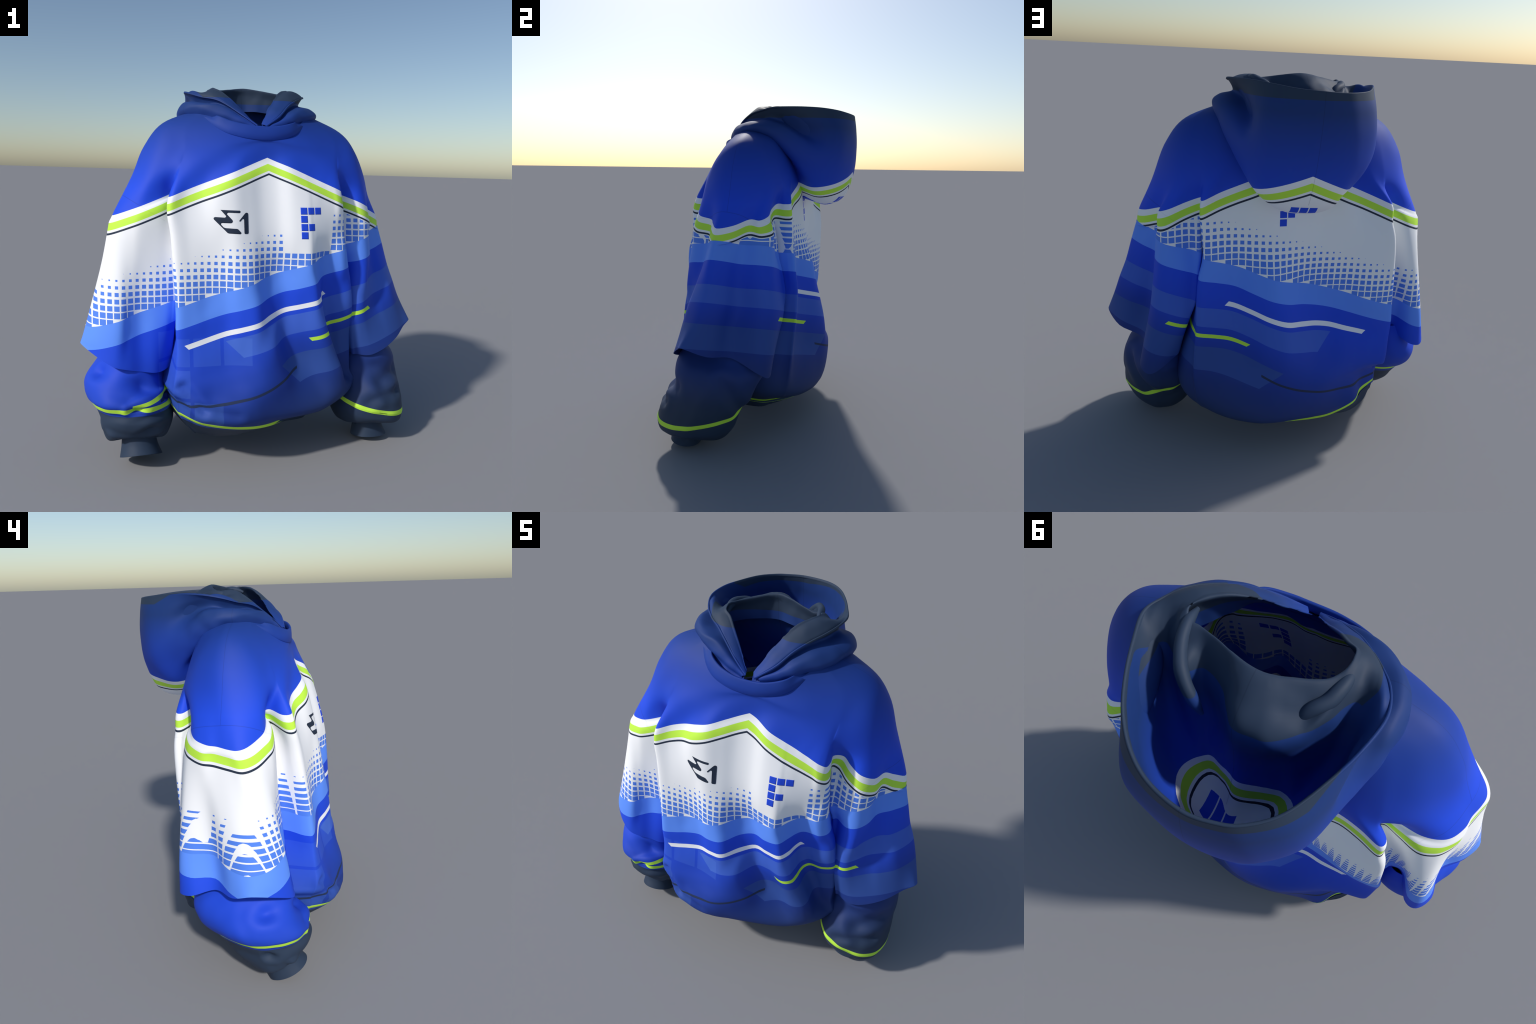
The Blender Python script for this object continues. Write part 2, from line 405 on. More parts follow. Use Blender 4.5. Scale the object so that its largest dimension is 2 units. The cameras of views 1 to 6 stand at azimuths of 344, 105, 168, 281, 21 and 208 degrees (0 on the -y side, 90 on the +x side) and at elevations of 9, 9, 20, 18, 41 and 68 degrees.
def lift(pts, sec=None, plane=None):
    out = []
    for p in pts:
        if len(p) == 3:
            out.append(p)
        else:
            out.append((p[0], p[1], plane_z(sec, p[0]) if sec else plane[1] + plane[0] * p[0]))
    return out

def resample(pts, n, closed=False):
    """n points evenly spaced by arc length on a Catmull-Rom through pts."""
    D = spline_axis0(pts, 24, closed)
    if closed:
        D = np.vstack([D, D[:1]])
    L = np.r_[0, np.cumsum(np.linalg.norm(np.diff(D, axis=0), axis=1))]
    t = np.linspace(0, L[-1], n + 1)[:-1] if closed else np.linspace(0, L[-1], n)
    return np.stack([np.interp(t, L, D[:, k]) for k in range(3)], 1)

NF, NB, NE, NW = 19, 15, 14, 12
def upper_ring(anchors):
    """Spread the 18 anchors of a shoulder ring over the 62 columns of the body."""
    A = np.array(anchors)
    # columns in ring order: crease_w, front(17, +x to -x), crease_e, sleeve_e(14), crease_eb, back(15, -x to +x), crease_wb, sleeve_w reversed(12)
    key = []
    xs0 = np.array([p[0] for p in torso_front(SECTIONS[0])])
    f = (xs0[0] - xs0) / (xs0[0] - xs0[-1])
    key += [-2.75]                                               # crease at +x front, between anchors 15 and 16
    key += list(np.interp(f, [0, .05, .28, .5, .72, .95, 1], [-2.55, -2.2, -1, 0, 1, 2.2, 2.55]))
    key += [2.75]
    key += list(np.interp(np.linspace(0, 1, NE), [0, .22, .45, .75, 1], [3.1, 4, 5, 6, 6.85]))
    key += [7.1]
    key += list(np.interp(np.linspace(0, 1, NB), [0, .08, .5, .92, 1], [7.3, 8, 9, 10, 10.7]))
    key += [10.9]
    key += list(np.interp(np.linspace(0, 1, NW), [0, .25, .5, .78, 1], [11.15, 12, 13, 14, 14.9]))
    D = spline_axis0(A, 40, True)
    D = np.vstack([D, D[:1]])
    t = np.mod(np.array(key), 18) * 40
    return np.stack([np.interp(t, np.arange(len(D)), D[:, k]) for k in range(3)], 1)

def ring_of(sec, se, sw):
    cw, ce, ceb, cwb = lift(sec["crease"], sec)
    return np.array([cw] + torso_front(sec) + [ce] + lift(se, sec) + [ceb] + torso_back(sec) + [cwb] + lift(sw[::-1], sec))

RINGS = [upper_ring(a) for a in UPPER[::-1]] + [ring_of(SECTIONS[0], SLEEVE_E[0], SLEEVE_W[0]), ring_of(SECTIONS[1], SLEEVE_E[1], SLEEVE_W[1])]
RINGS = np.array(RINGS)                                          # rows: neck ... chevron line ... black line
nU = len(RINGS)
iT = list(range(0, NF + 2)) + list(range(NF + 2 + NE, NF + 2 + NE + NB + 2))        # torso columns (with creases)
iE = list(range(NF + 1, NF + 2 + NE + 1))                                           # sleeve -x columns
iW = list(range(NF + NE + NB + 3, NF + NE + NB + 4 + NW)) + [0]                     # sleeve +x columns (back to front)

def polar_ring(anchors, like, centre):
    A = spline_axis0(anchors, 16, True)
    ang = np.arctan2(A[:, 0] - centre[0], A[:, 1] - centre[1])
    o = np.argsort(ang)
    want = np.arctan2(like[:, 0] - centre[0], like[:, 1] - centre[1])
    return np.stack([np.interp(want, ang[o], A[o, k], period=2 * math.pi) for k in range(3)], 1)

rows_T = []
for sec in SECTIONS[2:]:
    cw, ce, ceb, cwb = lift(sec["crease"], sec)
    rows_T.append([cw] + torso_front(sec) + [ce, ceb] + torso_back(sec) + [cwb])
rows_T = np.array(rows_T)
ctr = (0.0, -0.06)
belly = polar_ring(BELLY_RING, rows_T[-1], ctr)
hem = polar_ring(HEM_RING, rows_T[-1], ctr)
band = polar_ring(BAND_RING, rows_T[-1], ctr)
hem_low = hem * .90 + band * .10; hem_low[:, 2] = hem[:, 2] - .022
hem_blue = hem * .80 + band * .20; hem_blue[:, 2] = hem[:, 2] * .72 + band[:, 2] * .28
mid_band = hem * .42 + band * .58; mid_band[:, 2] -= .012
band_in = band * np.array([.93, .93, 1]) + np.array([0, 0, .025])
TORSO = np.concatenate([RINGS[:, iT], rows_T, [belly, hem, hem_low, hem_blue, mid_band, band, band_in]])
SLV_E = np.concatenate([RINGS[:, iE], [np.array(lift([SLEEVE_E_CREASE[k][0]] + SLEEVE_E[k] + [SLEEVE_E_CREASE[k][1]], None, SLEEVE_E_PLANE[k])) for k in range(2, len(SLEEVE_E))]])
SLV_W = np.concatenate([RINGS[:, iW], [np.array(lift([SLEEVE_W_CREASE[k][1]] + SLEEVE_W[k][::-1] + [SLEEVE_W_CREASE[k][0]], None, SLEEVE_W_PLANE[k])) for k in range(2, len(SLEEVE_W))]])

SUB = 7                                                          # rows per span
def down(cols, first):
    """Spline every column downwards; return rows from the black line on."""
    D = spline_axis0(cols, SUB)
    return D[:(nU - 1) * SUB + 1], D[(nU - 1) * SUB:]

upT, lowT = down(TORSO, 0)
upE, lowE = down(SLV_E, 0)
upW, lowW = down(SLV_W, 0)
FULL = np.concatenate([upT[:, :NF + 2], upE[:, 1:-1], upT[:, NF + 2:], upW[:, 1:-1]], axis=1)
HSUB = 5
def around(rows):
    return np.array([spline_axis0(r, HSUB, True) for r in rows])
gridU = around(FULL)
rF0 = (nU - 2) * SUB                                             # row of the chevron line
for r in range(rF0):                                             # creases die out softly towards the shoulder
    w = 1 - r / rF0
    for _ in range(int(40 * w) + 6):
        g = gridU[r]
        gridU[r] = g + .5 * min(1, 1.6 * w) * ((np.roll(g, 1, 0) + np.roll(g, -1, 0)) / 2 - g)
gridT = around(lowT)
gridE = around(lowE)
gridW = around(lowW)

def settle(G, cols, rows=7):
    """Pull the first rows of a strip onto the last row of the upper ring."""
    for c_low, c_up in cols:
        d = gridU[-1, c_up] - G[0, c_low]
        for r in range(rows):
            G[r, c_low] += d * (1 - r / rows) ** 2
nTF = (NF + 1) * HSUB
oB = (NF + 2 + NE) * HSUB
settle(gridT, [(c, c) for c in range(nTF + 1)] + [((NF + 2) * HSUB + c, oB + c) for c in range((NB + 1) * HSUB + 1)])
settle(gridE, [(c, nTF + c) for c in range((NE + 1) * HSUB + 1)])
oW = (NF + NE + NB + 3) * HSUB
settle(gridW, [(c, (oW + c) % gridU.shape[1]) for c in range((NW + 1) * HSUB + 1)])

def press_folds(G, folds):
    dr = np.gradient(G, axis=0)
    dc = (np.roll(G, -1, 1) - np.roll(G, 1, 1)) / 2
    n = np.cross(dc, dr); n /= np.linalg.norm(n, axis=2, keepdims=True) + 1e-9
    c = G.mean(axis=1, keepdims=True)
    n *= np.sign(np.sum(n * (G - c), axis=2, keepdims=True))     # outward
    out = G.copy()
    for a, b, w, d in folds:
        a, b = np.array(a), np.array(b); ab = b - a
        t = np.clip(((G - a) @ ab) / (ab @ ab), -.1, 1.1)
        dist = np.linalg.norm(G - (a + t[..., None] * ab), axis=2)
        out -= n * (d * np.exp(-(dist / w) ** 2) - .35 * d * np.exp(-((dist - 2 * w) / w) ** 2))[..., None]
    return out

def oval(fr, bk, xl, xr, dz=0.0, n=48, p=2.35, taper=0.0):
    """Ring from a front point, a back point (y,z) and its x limits."""
    out = []
    for k in range(n):
        a = 2 * math.pi * k / n
        c, s = math.cos(a), math.sin(a)
        c = math.copysign(abs(c) ** (2 / p), c); s = math.copysign(abs(s) ** (2 / p), s)
        out.append(((xl + xr) / 2 + s * (xr - xl) / 2 * (1 - taper * max(0.0, -c) * (s * xr > 0)), (fr[0] + bk[0]) / 2 + c * (fr[0] - bk[0]) / 2, (fr[1] + bk[1]) / 2 + c * (fr[1] - bk[1]) / 2 + s * dz))
    return out
# a slack fold hangs over low on the wearer's right
gridT = press_folds(gridT, [((-.455, -.48, .46), (-.38, -.53, .365), .022, .018), ((-.38, -.53, .365), (-.22, -.56, .335), .022, .012)])

def seam_side(p):
    """True below the dropped sleeve seam."""
    return p[2] < 1.385 - .6 * (.72 - abs(p[0]))

def wrinkle(G, amp, freq, seed, fade=None):
    """Soft random undulation of cloth along its own normal."""
    out = G.copy()
    dr = np.gradient(G, axis=0); dc = np.gradient(G, axis=1)
    n = np.cross(dc, dr); n /= np.linalg.norm(n, axis=2, keepdims=True) + 1e-9
    for r in range(G.shape[0]):
        for c in range(G.shape[1]):
            a = amp * (fade(G[r, c]) if fade else 1)
            if a:
                out[r, c] += n[r, c] * a * noise.noise(Vector(G[r, c]) * freq + Vector((seed, 0, 0)))
    return out

# ------------------------------------------------------------------ build
ROOT = bpy.data.objects.new("hooded_sweatshirt", None)
bpy.context.scene.collection.objects.link(ROOT)
ROOT["label"] = "oversized blue and white hooded sweatshirt with lime chevron and halftone print"
ROOT["category"] = "hoodie"

CLOTHMAT = print_material("printed_cloth")
LINING = print_material("printed_lining", True)
LIMEMAT = plain("lime_trim", LIME)
NAVYMAT = plain("navy_cloth", NAVY)
RIBMAT = ribbed("navy_rib", NAVY)
mats = dict(torso=CLOTHMAT, sleeve=CLOTHMAT, hem_stripe=LIMEMAT, waistband=RIBMAT)

sh = Shell()
cE0, cE1 = (NF + 2) * HSUB, (NF + 1 + NE + 1) * HSUB
cW0 = (NF + NE + NB + 4) * HSUB
def tag_upper(r, c):
    p = gridU[r, c]
    if (NF + 1) * HSUB <= c < cE1 and seam_side(p):
        return "sleeve#east"
    if c >= cW0 - HSUB and seam_side(p):
        return "sleeve#west"
    return "torso"
sh.grid(gridU, tag_upper, closed=True)
r_hem = (len(rows_T) + 2) * SUB                            # row index of hem ring inside lowT
def tag_lower(r, c):
    if r < r_hem:
        return "torso"
    if r < r_hem + SUB:
        return "hem_stripe"
    if r < r_hem + 2 * SUB:
        return "torso"
    return "waistband"
sh.grid(gridT, tag_lower, closed=True)
sh.grid(gridE, "sleeve#east", closed=True)
sh.grid(gridW, "sleeve#west", closed=True)
parts = shell_to_objects(sh, mats)

# surface for prints
bm_front = BVHTree.FromPolygons([tuple(p) for p in np.concatenate([gridU.reshape(-1, 3), gridT.reshape(-1, 3)])],
    [[b + r * C + c, b + r * C + (c + 1) % C, b + (r + 1) * C + (c + 1) % C, b + (r + 1) * C + c]
     for (b, R, C) in ((0,) + gridU.shape[:2], (gridU.shape[0] * gridU.shape[1],) + gridT.shape[:2]) for r in range(R - 1) for c in range(C)])

def press_on(name, outline, mat, parent, lift_by=.0007):
    """A flat outline in x,z pressed onto the chest as a thin print."""
    bm = bmesh.new()
    vs = [bm.verts.new((x, -1.0, z)) for x, z in outline]
    es = [bm.edges.new((vs[i], vs[(i + 1) % len(vs)])) for i in range(len(vs))]
    bmesh.ops.triangle_fill(bm, use_beauty=True, edges=es)
    for _ in range(3):
        bmesh.ops.subdivide_edges(bm, edges=[e for e in bm.edges if e.calc_length() > .008], cuts=1)
        bmesh.ops.triangulate(bm, faces=bm.faces)
    for v in bm.verts:
        hit, nrm, *_ = bm_front.ray_cast(Vector((v.co.x, -1, v.co.z)), Vector((0, 1, 0)))
        if hit:
            v.co = hit + Vector((0, -lift_by, 0))
    bmesh.ops.recalc_face_normals(bm, faces=bm.faces)
    if sum(f.normal.y for f in bm.faces) > 0:
        bmesh.ops.reverse_faces(bm, faces=bm.faces)
    bm.verts.index_update()
    V = [v.co[:] for v in bm.verts]; F = [[v.index for v in f.verts] for f in bm.faces]
    # give it the thickness of a transfer print
    n = len(V)
    V2 = V + [(x, y + lift_by * 1.6, z) for x, y, z in V]
    F2 = F + [[i + n for i in reversed(q)] for q in F]
    for e in bm.edges:
        if len(e.link_faces) == 1:
            a, b = e.verts[0].index, e.verts[1].index
            F2.append([a, b, b + n, a + n])
    bm.free()
    return add_object(name, V2, F2, mat, parent)

INKMAT = plain("ink_print", INK)
px = lambda u, v: (-.268 + (u - 655) * .000414, 1.335 - (v - 234) * .000406)
SIGMA = [(655, 234), (885, 240), (893, 248), (894, 258), (882, 270), (745, 266), (733, 272), (728, 285), (790, 352), (797, 368), (790, 385), (775, 393), (672, 392), (660, 398), (660, 412), (690, 445), (715, 453), (845, 459), (862, 467), (897, 505), (896, 516), (885, 523), (752, 517), (735, 512), (580, 354), (575, 340), (580, 329), (595, 322), (700, 327), (713, 322), (718, 312), (714, 302)]
ONE = [(875, 361), (876, 370), (884, 373), (892, 369), (915, 345), (927, 339), (936, 347), (937, 360), (937, 510), (941, 519), (950, 523), (980, 522), (989, 517), (993, 506), (995, 285), (992, 274), (984, 267), (970, 265), (958, 270), (945, 282)]
emb = press_on("emblem_print", [px(*p) for p in SIGMA], INKMAT, parts["torso"])
num = press_on("number_print", [px(*p) for p in ONE], INKMAT, parts["torso"])
BLUEPRINT = plain("blue_print", srgb(36, 78, 222))
for i, j in [(0, 0), (1, 0), (2, 0), (0, 1), (0, 2), (1, 2), (0, 3)]:
    x0, z0, p = .151 + i * .0412, 1.350 - j * .0412, .0412
    press_on("letter_square", [(x0, z0), (x0 + p * .87, z0), (x0 + p * .87, z0 - p * .85), (x0, z0 - p * .85)], BLUEPRINT, parts["torso"])

# ------------------------------------------------------------------ neckband
low = [(-.319, -.075, 1.822), (-.298, -.125, 1.792), (-.261, -.178, 1.752), (-.215, -.215, 1.723), (-.159, -.238, 1.706), (-.088, -.250, 1.693), (.009, -.252, 1.690), (.10, -.240, 1.702), (.170, -.216, 1.728), (.225, -.165, 1.772), (.262, -.105, 1.810)]
top = [(-.275, -.060, 1.825), (-.256, -.112, 1.812), (-.236, -.168, 1.803), (-.186, -.205, 1.781), (-.134, -.226, 1.768), (-.075, -.240, 1.759), (.011, -.243, 1.757), (.075, -.237, 1.764), (.150, -.210, 1.783), (.192, -.150, 1.799), (.222, -.085, 1.815)]
low, top = np.array(low), np.array(top)
low[:, 1] += .006
rows = [low * [.97, .95, 1], low + [0, .001, -.001], low + [0, -.003, .003], low * .55 + top * .45 + [0, -.003, 0], top + [0, -.001, -.003], top + [0, .002, 0], top + [0, .007, -.001], low * .45 + top * .55 + [0, .012, 0]]
G = np.array([spline_axis0(r, 6) for r in rows])
nb = Shell(); nb.grid(G, "neckband", flip=True)
shell_to_objects(nb, dict(neckband=CLOTHMAT), thick=.003)

# ------------------------------------------------------------------ hood
# Loops run from the front V round the +x side, the back, the -x side, to the V again (25 stations).
RIM = [(.004, -.215, 1.762), (.09, -.178, 1.820), (.155, -.124, 1.880), (.212, -.071, 1.915), (.27, -.008, 1.940), (.31, .07, 1.955), (.325, .135, 1.966), (.30, .22, 1.970), (.263, .315, 1.971), (.214, .407, 1.968),
       (.15, .483, 1.960), (.07, .535, 1.950), (-.033, .561, 1.944), (-.112, .553, 1.941), (-.18, .528, 1.941), (-.255, .461, 1.945), (-.316, .341, 1.953), (-.354, .235, 1.959), (-.371, .131, 1.953), (-.348, .045, 1.936),
       (-.302, -.018, 1.916), (-.240, -.075, 1.901), (-.19, -.118, 1.873), (-.115, -.172, 1.817), (-.043, -.212, 1.764)]
WALL = [(.008, -.217, 1.758), (.092, -.183, 1.802), (.155, -.132, 1.860), (.21, -.080, 1.895), (.26, -.015, 1.920), (.295, .06, 1.930), (.308, .14, 1.938), (.274, .222, 1.930), (.252, .322, 1.905), (.228, .425, 1.885),
        (.185, .505, 1.865), (.085, .555, 1.855), (-.03, .574, 1.860), (-.13, .562, 1.860), (-.205, .532, 1.860), (-.285, .462, 1.865), (-.333, .345, 1.885), (-.344, .232, 1.920), (-.352, .135, 1.928), (-.335, .075, 1.935),
        (-.300, .015, 1.935), (-.24, -.05, 1.920), (-.18, -.098, 1.888), (-.105, -.16, 1.825), (-.044, -.214, 1.760)]
VALLEY = [(.014, -.220, 1.752), (.095, -.19, 1.785), (.158, -.145, 1.835), (.212, -.095, 1.870), (.255, -.03, 1.893), (.283, .05, 1.902), (.295, .13, 1.900), (.238, .212, 1.872), (.228, .312, 1.815), (.243, .435, 1.775),
          (.205, .517, 1.750), (.095, .562, 1.750), (-.02, .581, 1.750), (-.145, .566, 1.750), (-.225, .53, 1.750), (-.305, .456, 1.760), (-.335, .350, 1.805), (-.322, .232, 1.865), (-.335, .140, 1.892), (-.312, .07, 1.908),
          (-.282, .00, 1.912), (-.235, -.065, 1.898), (-.182, -.11, 1.868), (-.115, -.17, 1.810), (-.050, -.218, 1.754)]
ROLLTOP = [(.020, -.208, 1.756), (.092, -.190, 1.792), (.164, -.162, 1.832), (.234, -.114, 1.866), (.294, -.05, 1.878), (.335, .03, 1.888), (.353, .10, 1.885), (.335, .20, 1.855), (.305, .30, 1.785), (.280, .405, 1.690),
           (.215, .49, 1.615), (.10, .545, 1.585), (-.02, .568, 1.600), (-.14, .555, 1.600), (-.22, .515, 1.615), (-.302, .442, 1.655), (-.346, .34, 1.720), (-.372, .235, 1.790), (-.388, .14, 1.868), (-.384, .05, 1.886),
           (-.352, -.034, 1.882), (-.290, -.099, 1.868), (-.22, -.138, 1.862), (-.14, -.175, 1.812), (-.054, -.208, 1.758)]
ROLLOUT = [(.026, -.208, 1.752), (.092, -.200, 1.775), (.158, -.180, 1.802), (.242, -.138, 1.832), (.32, -.08, 1.845), (.365, .00, 1.855), (.384, .08, 1.855), (.375, .16, 1.815), (.345, .25, 1.738), (.295, .34, 1.635),
           (.22, .42, 1.520), (.11, .483, 1.455), (-.02, .512, 1.447), (-.12, .502, 1.458), (-.19, .455, 1.505), (-.27, .40, 1.560), (-.33, .32, 1.650), (-.375, .235, 1.720), (-.408, .15, 1.800), (-.417, .07, 1.838),
           (-.400, -.005, 1.845), (-.345, -.075, 1.855), (-.265, -.132, 1.835), (-.165, -.178, 1.800), (-.060, -.206, 1.755)]
ROLLLOW = [(.024, -.206, 1.735), (.088, -.200, 1.752), (.152, -.178, 1.776), (.235, -.135, 1.804), (.31, -.08, 1.817), (.35, .00, 1.824), (.365, .08, 1.816), (.35, .15, 1.775), (.315, .22, 1.700), (.265, .30, 1.592),
           (.19, .36, 1.472), (.09, .40, 1.408), (-.02, .41, 1.395), (-.11, .40, 1.415), (-.175, .37, 1.455), (-.25, .33, 1.525), (-.31, .27, 1.615), (-.35, .19, 1.690), (-.38, .12, 1.755), (-.39, .05, 1.795),
           (-.37, -.015, 1.808), (-.325, -.08, 1.812), (-.25, -.132, 1.798), (-.158, -.178, 1.772), (-.060, -.205, 1.740)]
BASE = [(.02, -.215, 1.72), (.085, -.19, 1.745), (.15, -.165, 1.765), (.215, -.125, 1.79), (.27, -.07, 1.815), (.30, .00, 1.825), (.30, .07, 1.825), (.28, .13, 1.80), (.25, .17, 1.75), (.20, .22, 1.65),
        (.14, .255, 1.52), (.06, .265, 1.45), (-.02, .268, 1.425), (-.10, .265, 1.445), (-.17, .255, 1.50), (-.24, .235, 1.58), (-.29, .19, 1.70), (-.31, .13, 1.78), (-.32, .08, 1.815), (-.32, .02, 1.82),
        (-.31, -.04, 1.81), (-.275, -.10, 1.79), (-.225, -.15, 1.77), (-.14, -.20, 1.745), (-.06, -.22, 1.725)]
HOLE = [(-.012, -.190, 1.770), (.036, -.125, 1.850), (.075, -.085, 1.900), (.11, -.045, 1.942), (.146, -.010, 1.967), (.185, .03, 1.978), (.213, .075, 1.982), (.195, .105, 1.975), (.165, .11, 1.972), (.135, .12, 1.977),
        (.10, .132, 1.983), (.05, .153, 1.992), (-.012, .175, 2.000), (-.06, .176, 1.996), (-.105, .160, 1.987), (-.16, .135, 1.975), (-.20, .105, 1.968), (-.22, .075, 1.966), (-.232, .05, 1.968), (-.233, .02, 1.968),
        (-.225, -.01, 1.960), (-.195, -.03, 1.942), (-.155, -.075, 1.900), (-.095, -.135, 1.830), (-.048, -.190, 1.772)]
# pouch of the thrown-back hood, stations 6..19: upper wall, floor outer, floor inner, front wall, ledge, ledge top
POUCH = {
    6: [(.300, .140, 1.955), (.275, .140, 1.937), (.255, .135, 1.933), (.240, .130, 1.946), (.230, .118, 1.966), (.222, .098, 1.980)],
    7: [(.265, .225, 1.910), (.240, .220, 1.840), (.215, .210, 1.850), (.195, .200, 1.910), (.187, .180, 1.945), (.192, .145, 1.965)],
    8: [(.240, .315, 1.840), (.212, .290, 1.700), (.180, .262, 1.720), (.160, .242, 1.860), (.150, .220, 1.935), (.157, .160, 1.958)],
    9: [(.203, .395, 1.780), (.182, .365, 1.555), (.145, .300, 1.560), (.125, .255, 1.790), (.122, .208, 1.885), (.128, .158, 1.948)],
    10: [(.148, .475, 1.740), (.135, .415, 1.500), (.100, .305, 1.490), (.085, .262, 1.730), (.083, .222, 1.870), (.090, .168, 1.948)],
    11: [(.065, .532, 1.740), (.060, .455, 1.455), (.035, .345, 1.460), (.025, .300, 1.660), (.030, .256, 1.865), (.038, .190, 1.962)],
    12: [(-.030, .557, 1.740), (-.030, .480, 1.450), (-.022, .385, 1.465), (-.025, .315, 1.660), (-.030, .308, 1.900), (-.020, .240, 1.972)],
    13: [(-.120, .545, 1.740), (-.115, .465, 1.460), (-.095, .340, 1.465), (-.090, .295, 1.690), (-.100, .312, 1.895), (-.085, .240, 1.966)],
    14: [(-.195, .518, 1.750), (-.175, .430, 1.490), (-.150, .305, 1.480), (-.140, .278, 1.730), (-.145, .300, 1.895), (-.135, .220, 1.946)],
    15: [(-.268, .450, 1.770), (-.240, .375, 1.535), (-.200, .290, 1.535), (-.185, .262, 1.760), (-.190, .260, 1.895), (-.180, .190, 1.932)],
    16: [(-.313, .335, 1.820), (-.285, .290, 1.670), (-.240, .250, 1.660), (-.220, .225, 1.820), (-.222, .210, 1.920), (-.215, .150, 1.945)],
    17: [(-.335, .220, 1.895), (-.305, .205, 1.790), (-.270, .190, 1.790), (-.250, .175, 1.880), (-.240, .155, 1.940), (-.230, .110, 1.957)],
    18: [(-.345, .130, 1.942), (-.315, .125, 1.905), (-.285, .115, 1.897), (-.265, .100, 1.925), (-.250, .090, 1.952), (-.240, .070, 1.964)],
    19: [(-.335, .072, 1.953), (-.310, .065, 1.943), (-.288, .055, 1.938), (-.270, .045, 1.944), (-.255, .035, 1.957), (-.244, .028, 1.966)],
}
RIM, WALL, VALLEY, ROLLTOP, ROLLOUT, ROLLLOW, BASE, HOLE = (np.array(a) for a in (RIM, WALL, VALLEY, ROLLTOP, ROLLOUT, ROLLLOW, BASE, HOLE))
inward = HOLE - RIM
inward[:, 2] = 0
inward /= np.linalg.norm(inward, axis=1, keepdims=True) + 1e-6
for i in list(range(0, 7)) + list(range(18, 25)):                # under the lapels the cloth tucks in sharply
    k = min(1.0, np.linalg.norm(RIM[i] - HOLE[i]) / .09)
    WALL[i] = RIM[i] + k * (inward[i] * .016 - np.array([0, 0, .010]))
    deep = 1.9 if i in (5, 6, 18, 19) else (1.4 if i in (4, 20) else 1.0)
    VALLEY[i] = RIM[i] + k * (inward[i] * .014 * deep ** 1.6 - np.array([0, 0, .030 * deep]))
pouch = np.zeros((6, 25, 3))
for i in range(25):
    if i in POUCH:
        pouch[:, i] = POUCH[i]
    else:
        for k in range(6):
            t = (k + .8) / 6.8
            pouch[k, i] = RIM[i] * (1 - t) + HOLE[i] * t + np.array([0, 0, .016 * math.sin(math.pi * t) * min(1, 6 * np.linalg.norm(RIM[i] - HOLE[i]))])
RIM_IN = RIM + inward * .006 + np.array([0, 0, -.001])
neck_c = np.array([-.01, -.02, 0])
outw = HOLE - neck_c; outw[:, 2] = 0
outw /= np.linalg.norm(outw, axis=1, keepdims=True)
THROAT = HOLE + outw * np.interp(HOLE[:, 1], [-.1, .05, .15], [.036, .032, .004])[:, None] + np.array([0, 0, -.045])
COLLAR = HOLE + outw * np.interp(HOLE[:, 1], [-.1, .05, .15], [.060, .05, -.006])[:, None]
COLLAR[:, 2] = np.minimum(HOLE[:, 2] - .07, np.interp(HOLE[:, 1], [.05, .15], [1.840, 1.870]))
HSTA = 8
def loft_hood(loops, sub):
    L = np.array([spline_axis0(l, HSTA) for l in loops])        # loops x stations
    return spline_axis0(L, sub)
outer = loft_hood([BASE, ROLLLOW, ROLLOUT, ROLLTOP, VALLEY, WALL, RIM], 7)
side_fade = lambda p: max(0.0, min(1.0, (1.93 - p[2]) * 8)) * max(0.0, min(1.0, (.30 - p[1]) * 6))
outer = wrinkle(outer, .007, 16, 3.0, side_fade)
lining = loft_hood([RIM_IN] + list(pouch) + [HOLE, THROAT, COLLAR], 7)
lining = wrinkle(lining, .003, 20, 9.0, lambda p: 1.0 if p[2] < 1.99 else 0)
hs = Shell(); hs.grid(outer, "hood", flip=True)
hood = shell_to_objects(hs, dict(hood=CLOTHMAT), thick=.003)["hood"]
hl = Shell(); hl.grid(lining, "hood_lining", flip=True)
shell_to_objects(hl, dict(hood_lining=LINING), thick=.002)["hood_lining"].parent = hood
# bound edge of the hood opening
lip_loops = [RIM + inward * -.001 + [0, 0, -.003], RIM + inward * .0005 + [0, 0, .0025], RIM_IN + inward * -.001 + [0, 0, .0025], RIM_IN + inward * .0015 + [0, 0, -.004]]
lip = Shell(); lip.grid(loft_hood(lip_loops, 4), "hood_edge", flip=True)
shell_to_objects(lip, dict(hood_edge=CLOTHMAT), thick=.002)["hood_edge"].parent = hood

def tube(name, path, radii, mat, parent, seed):
    P = spline_axis0(path, 8); Rr = spline_axis0(np.array(radii)[:, None], 8)[:, 0]
    T = np.gradient(P, axis=0); T /= np.linalg.norm(T, axis=1, keepdims=True)
    G = []
    for p, t, r in zip(P, T, Rr):
        a = np.cross(t, [0, 0, 1.0]); a /= np.linalg.norm(a); b = np.cross(a, t)
        G.append([p + r * (math.cos(q) * a + math.sin(q) * b * 1.15) for q in np.linspace(0, 2 * math.pi, 20, endpoint=False)])
    G = wrinkle(np.array(G), .003, 18, seed)
    S = Shell(); S.grid(G, name, closed=True)
    return shell_to_objects(S, {name: mat}, thick=.002)[name]
for path, radii, seed in [
        ([(.205, .055, 1.955), (.200, .105, 1.968), (.188, .165, 1.962), (.158, .228, 1.945), (.115, .268, 1.900), (.085, .278, 1.840)], [.005, .013, .016, .018, .017, .006], 1),
        ([(-.240, .015, 1.930), (-.240, .085, 1.950), (-.222, .145, 1.940), (-.185, .190, 1.926), (-.145, .232, 1.850)], [.008, .016, .020, .018, .010], 2)]:
    tube("hood_fold", path, radii, CLOTHMAT, hood, seed).parent = hood

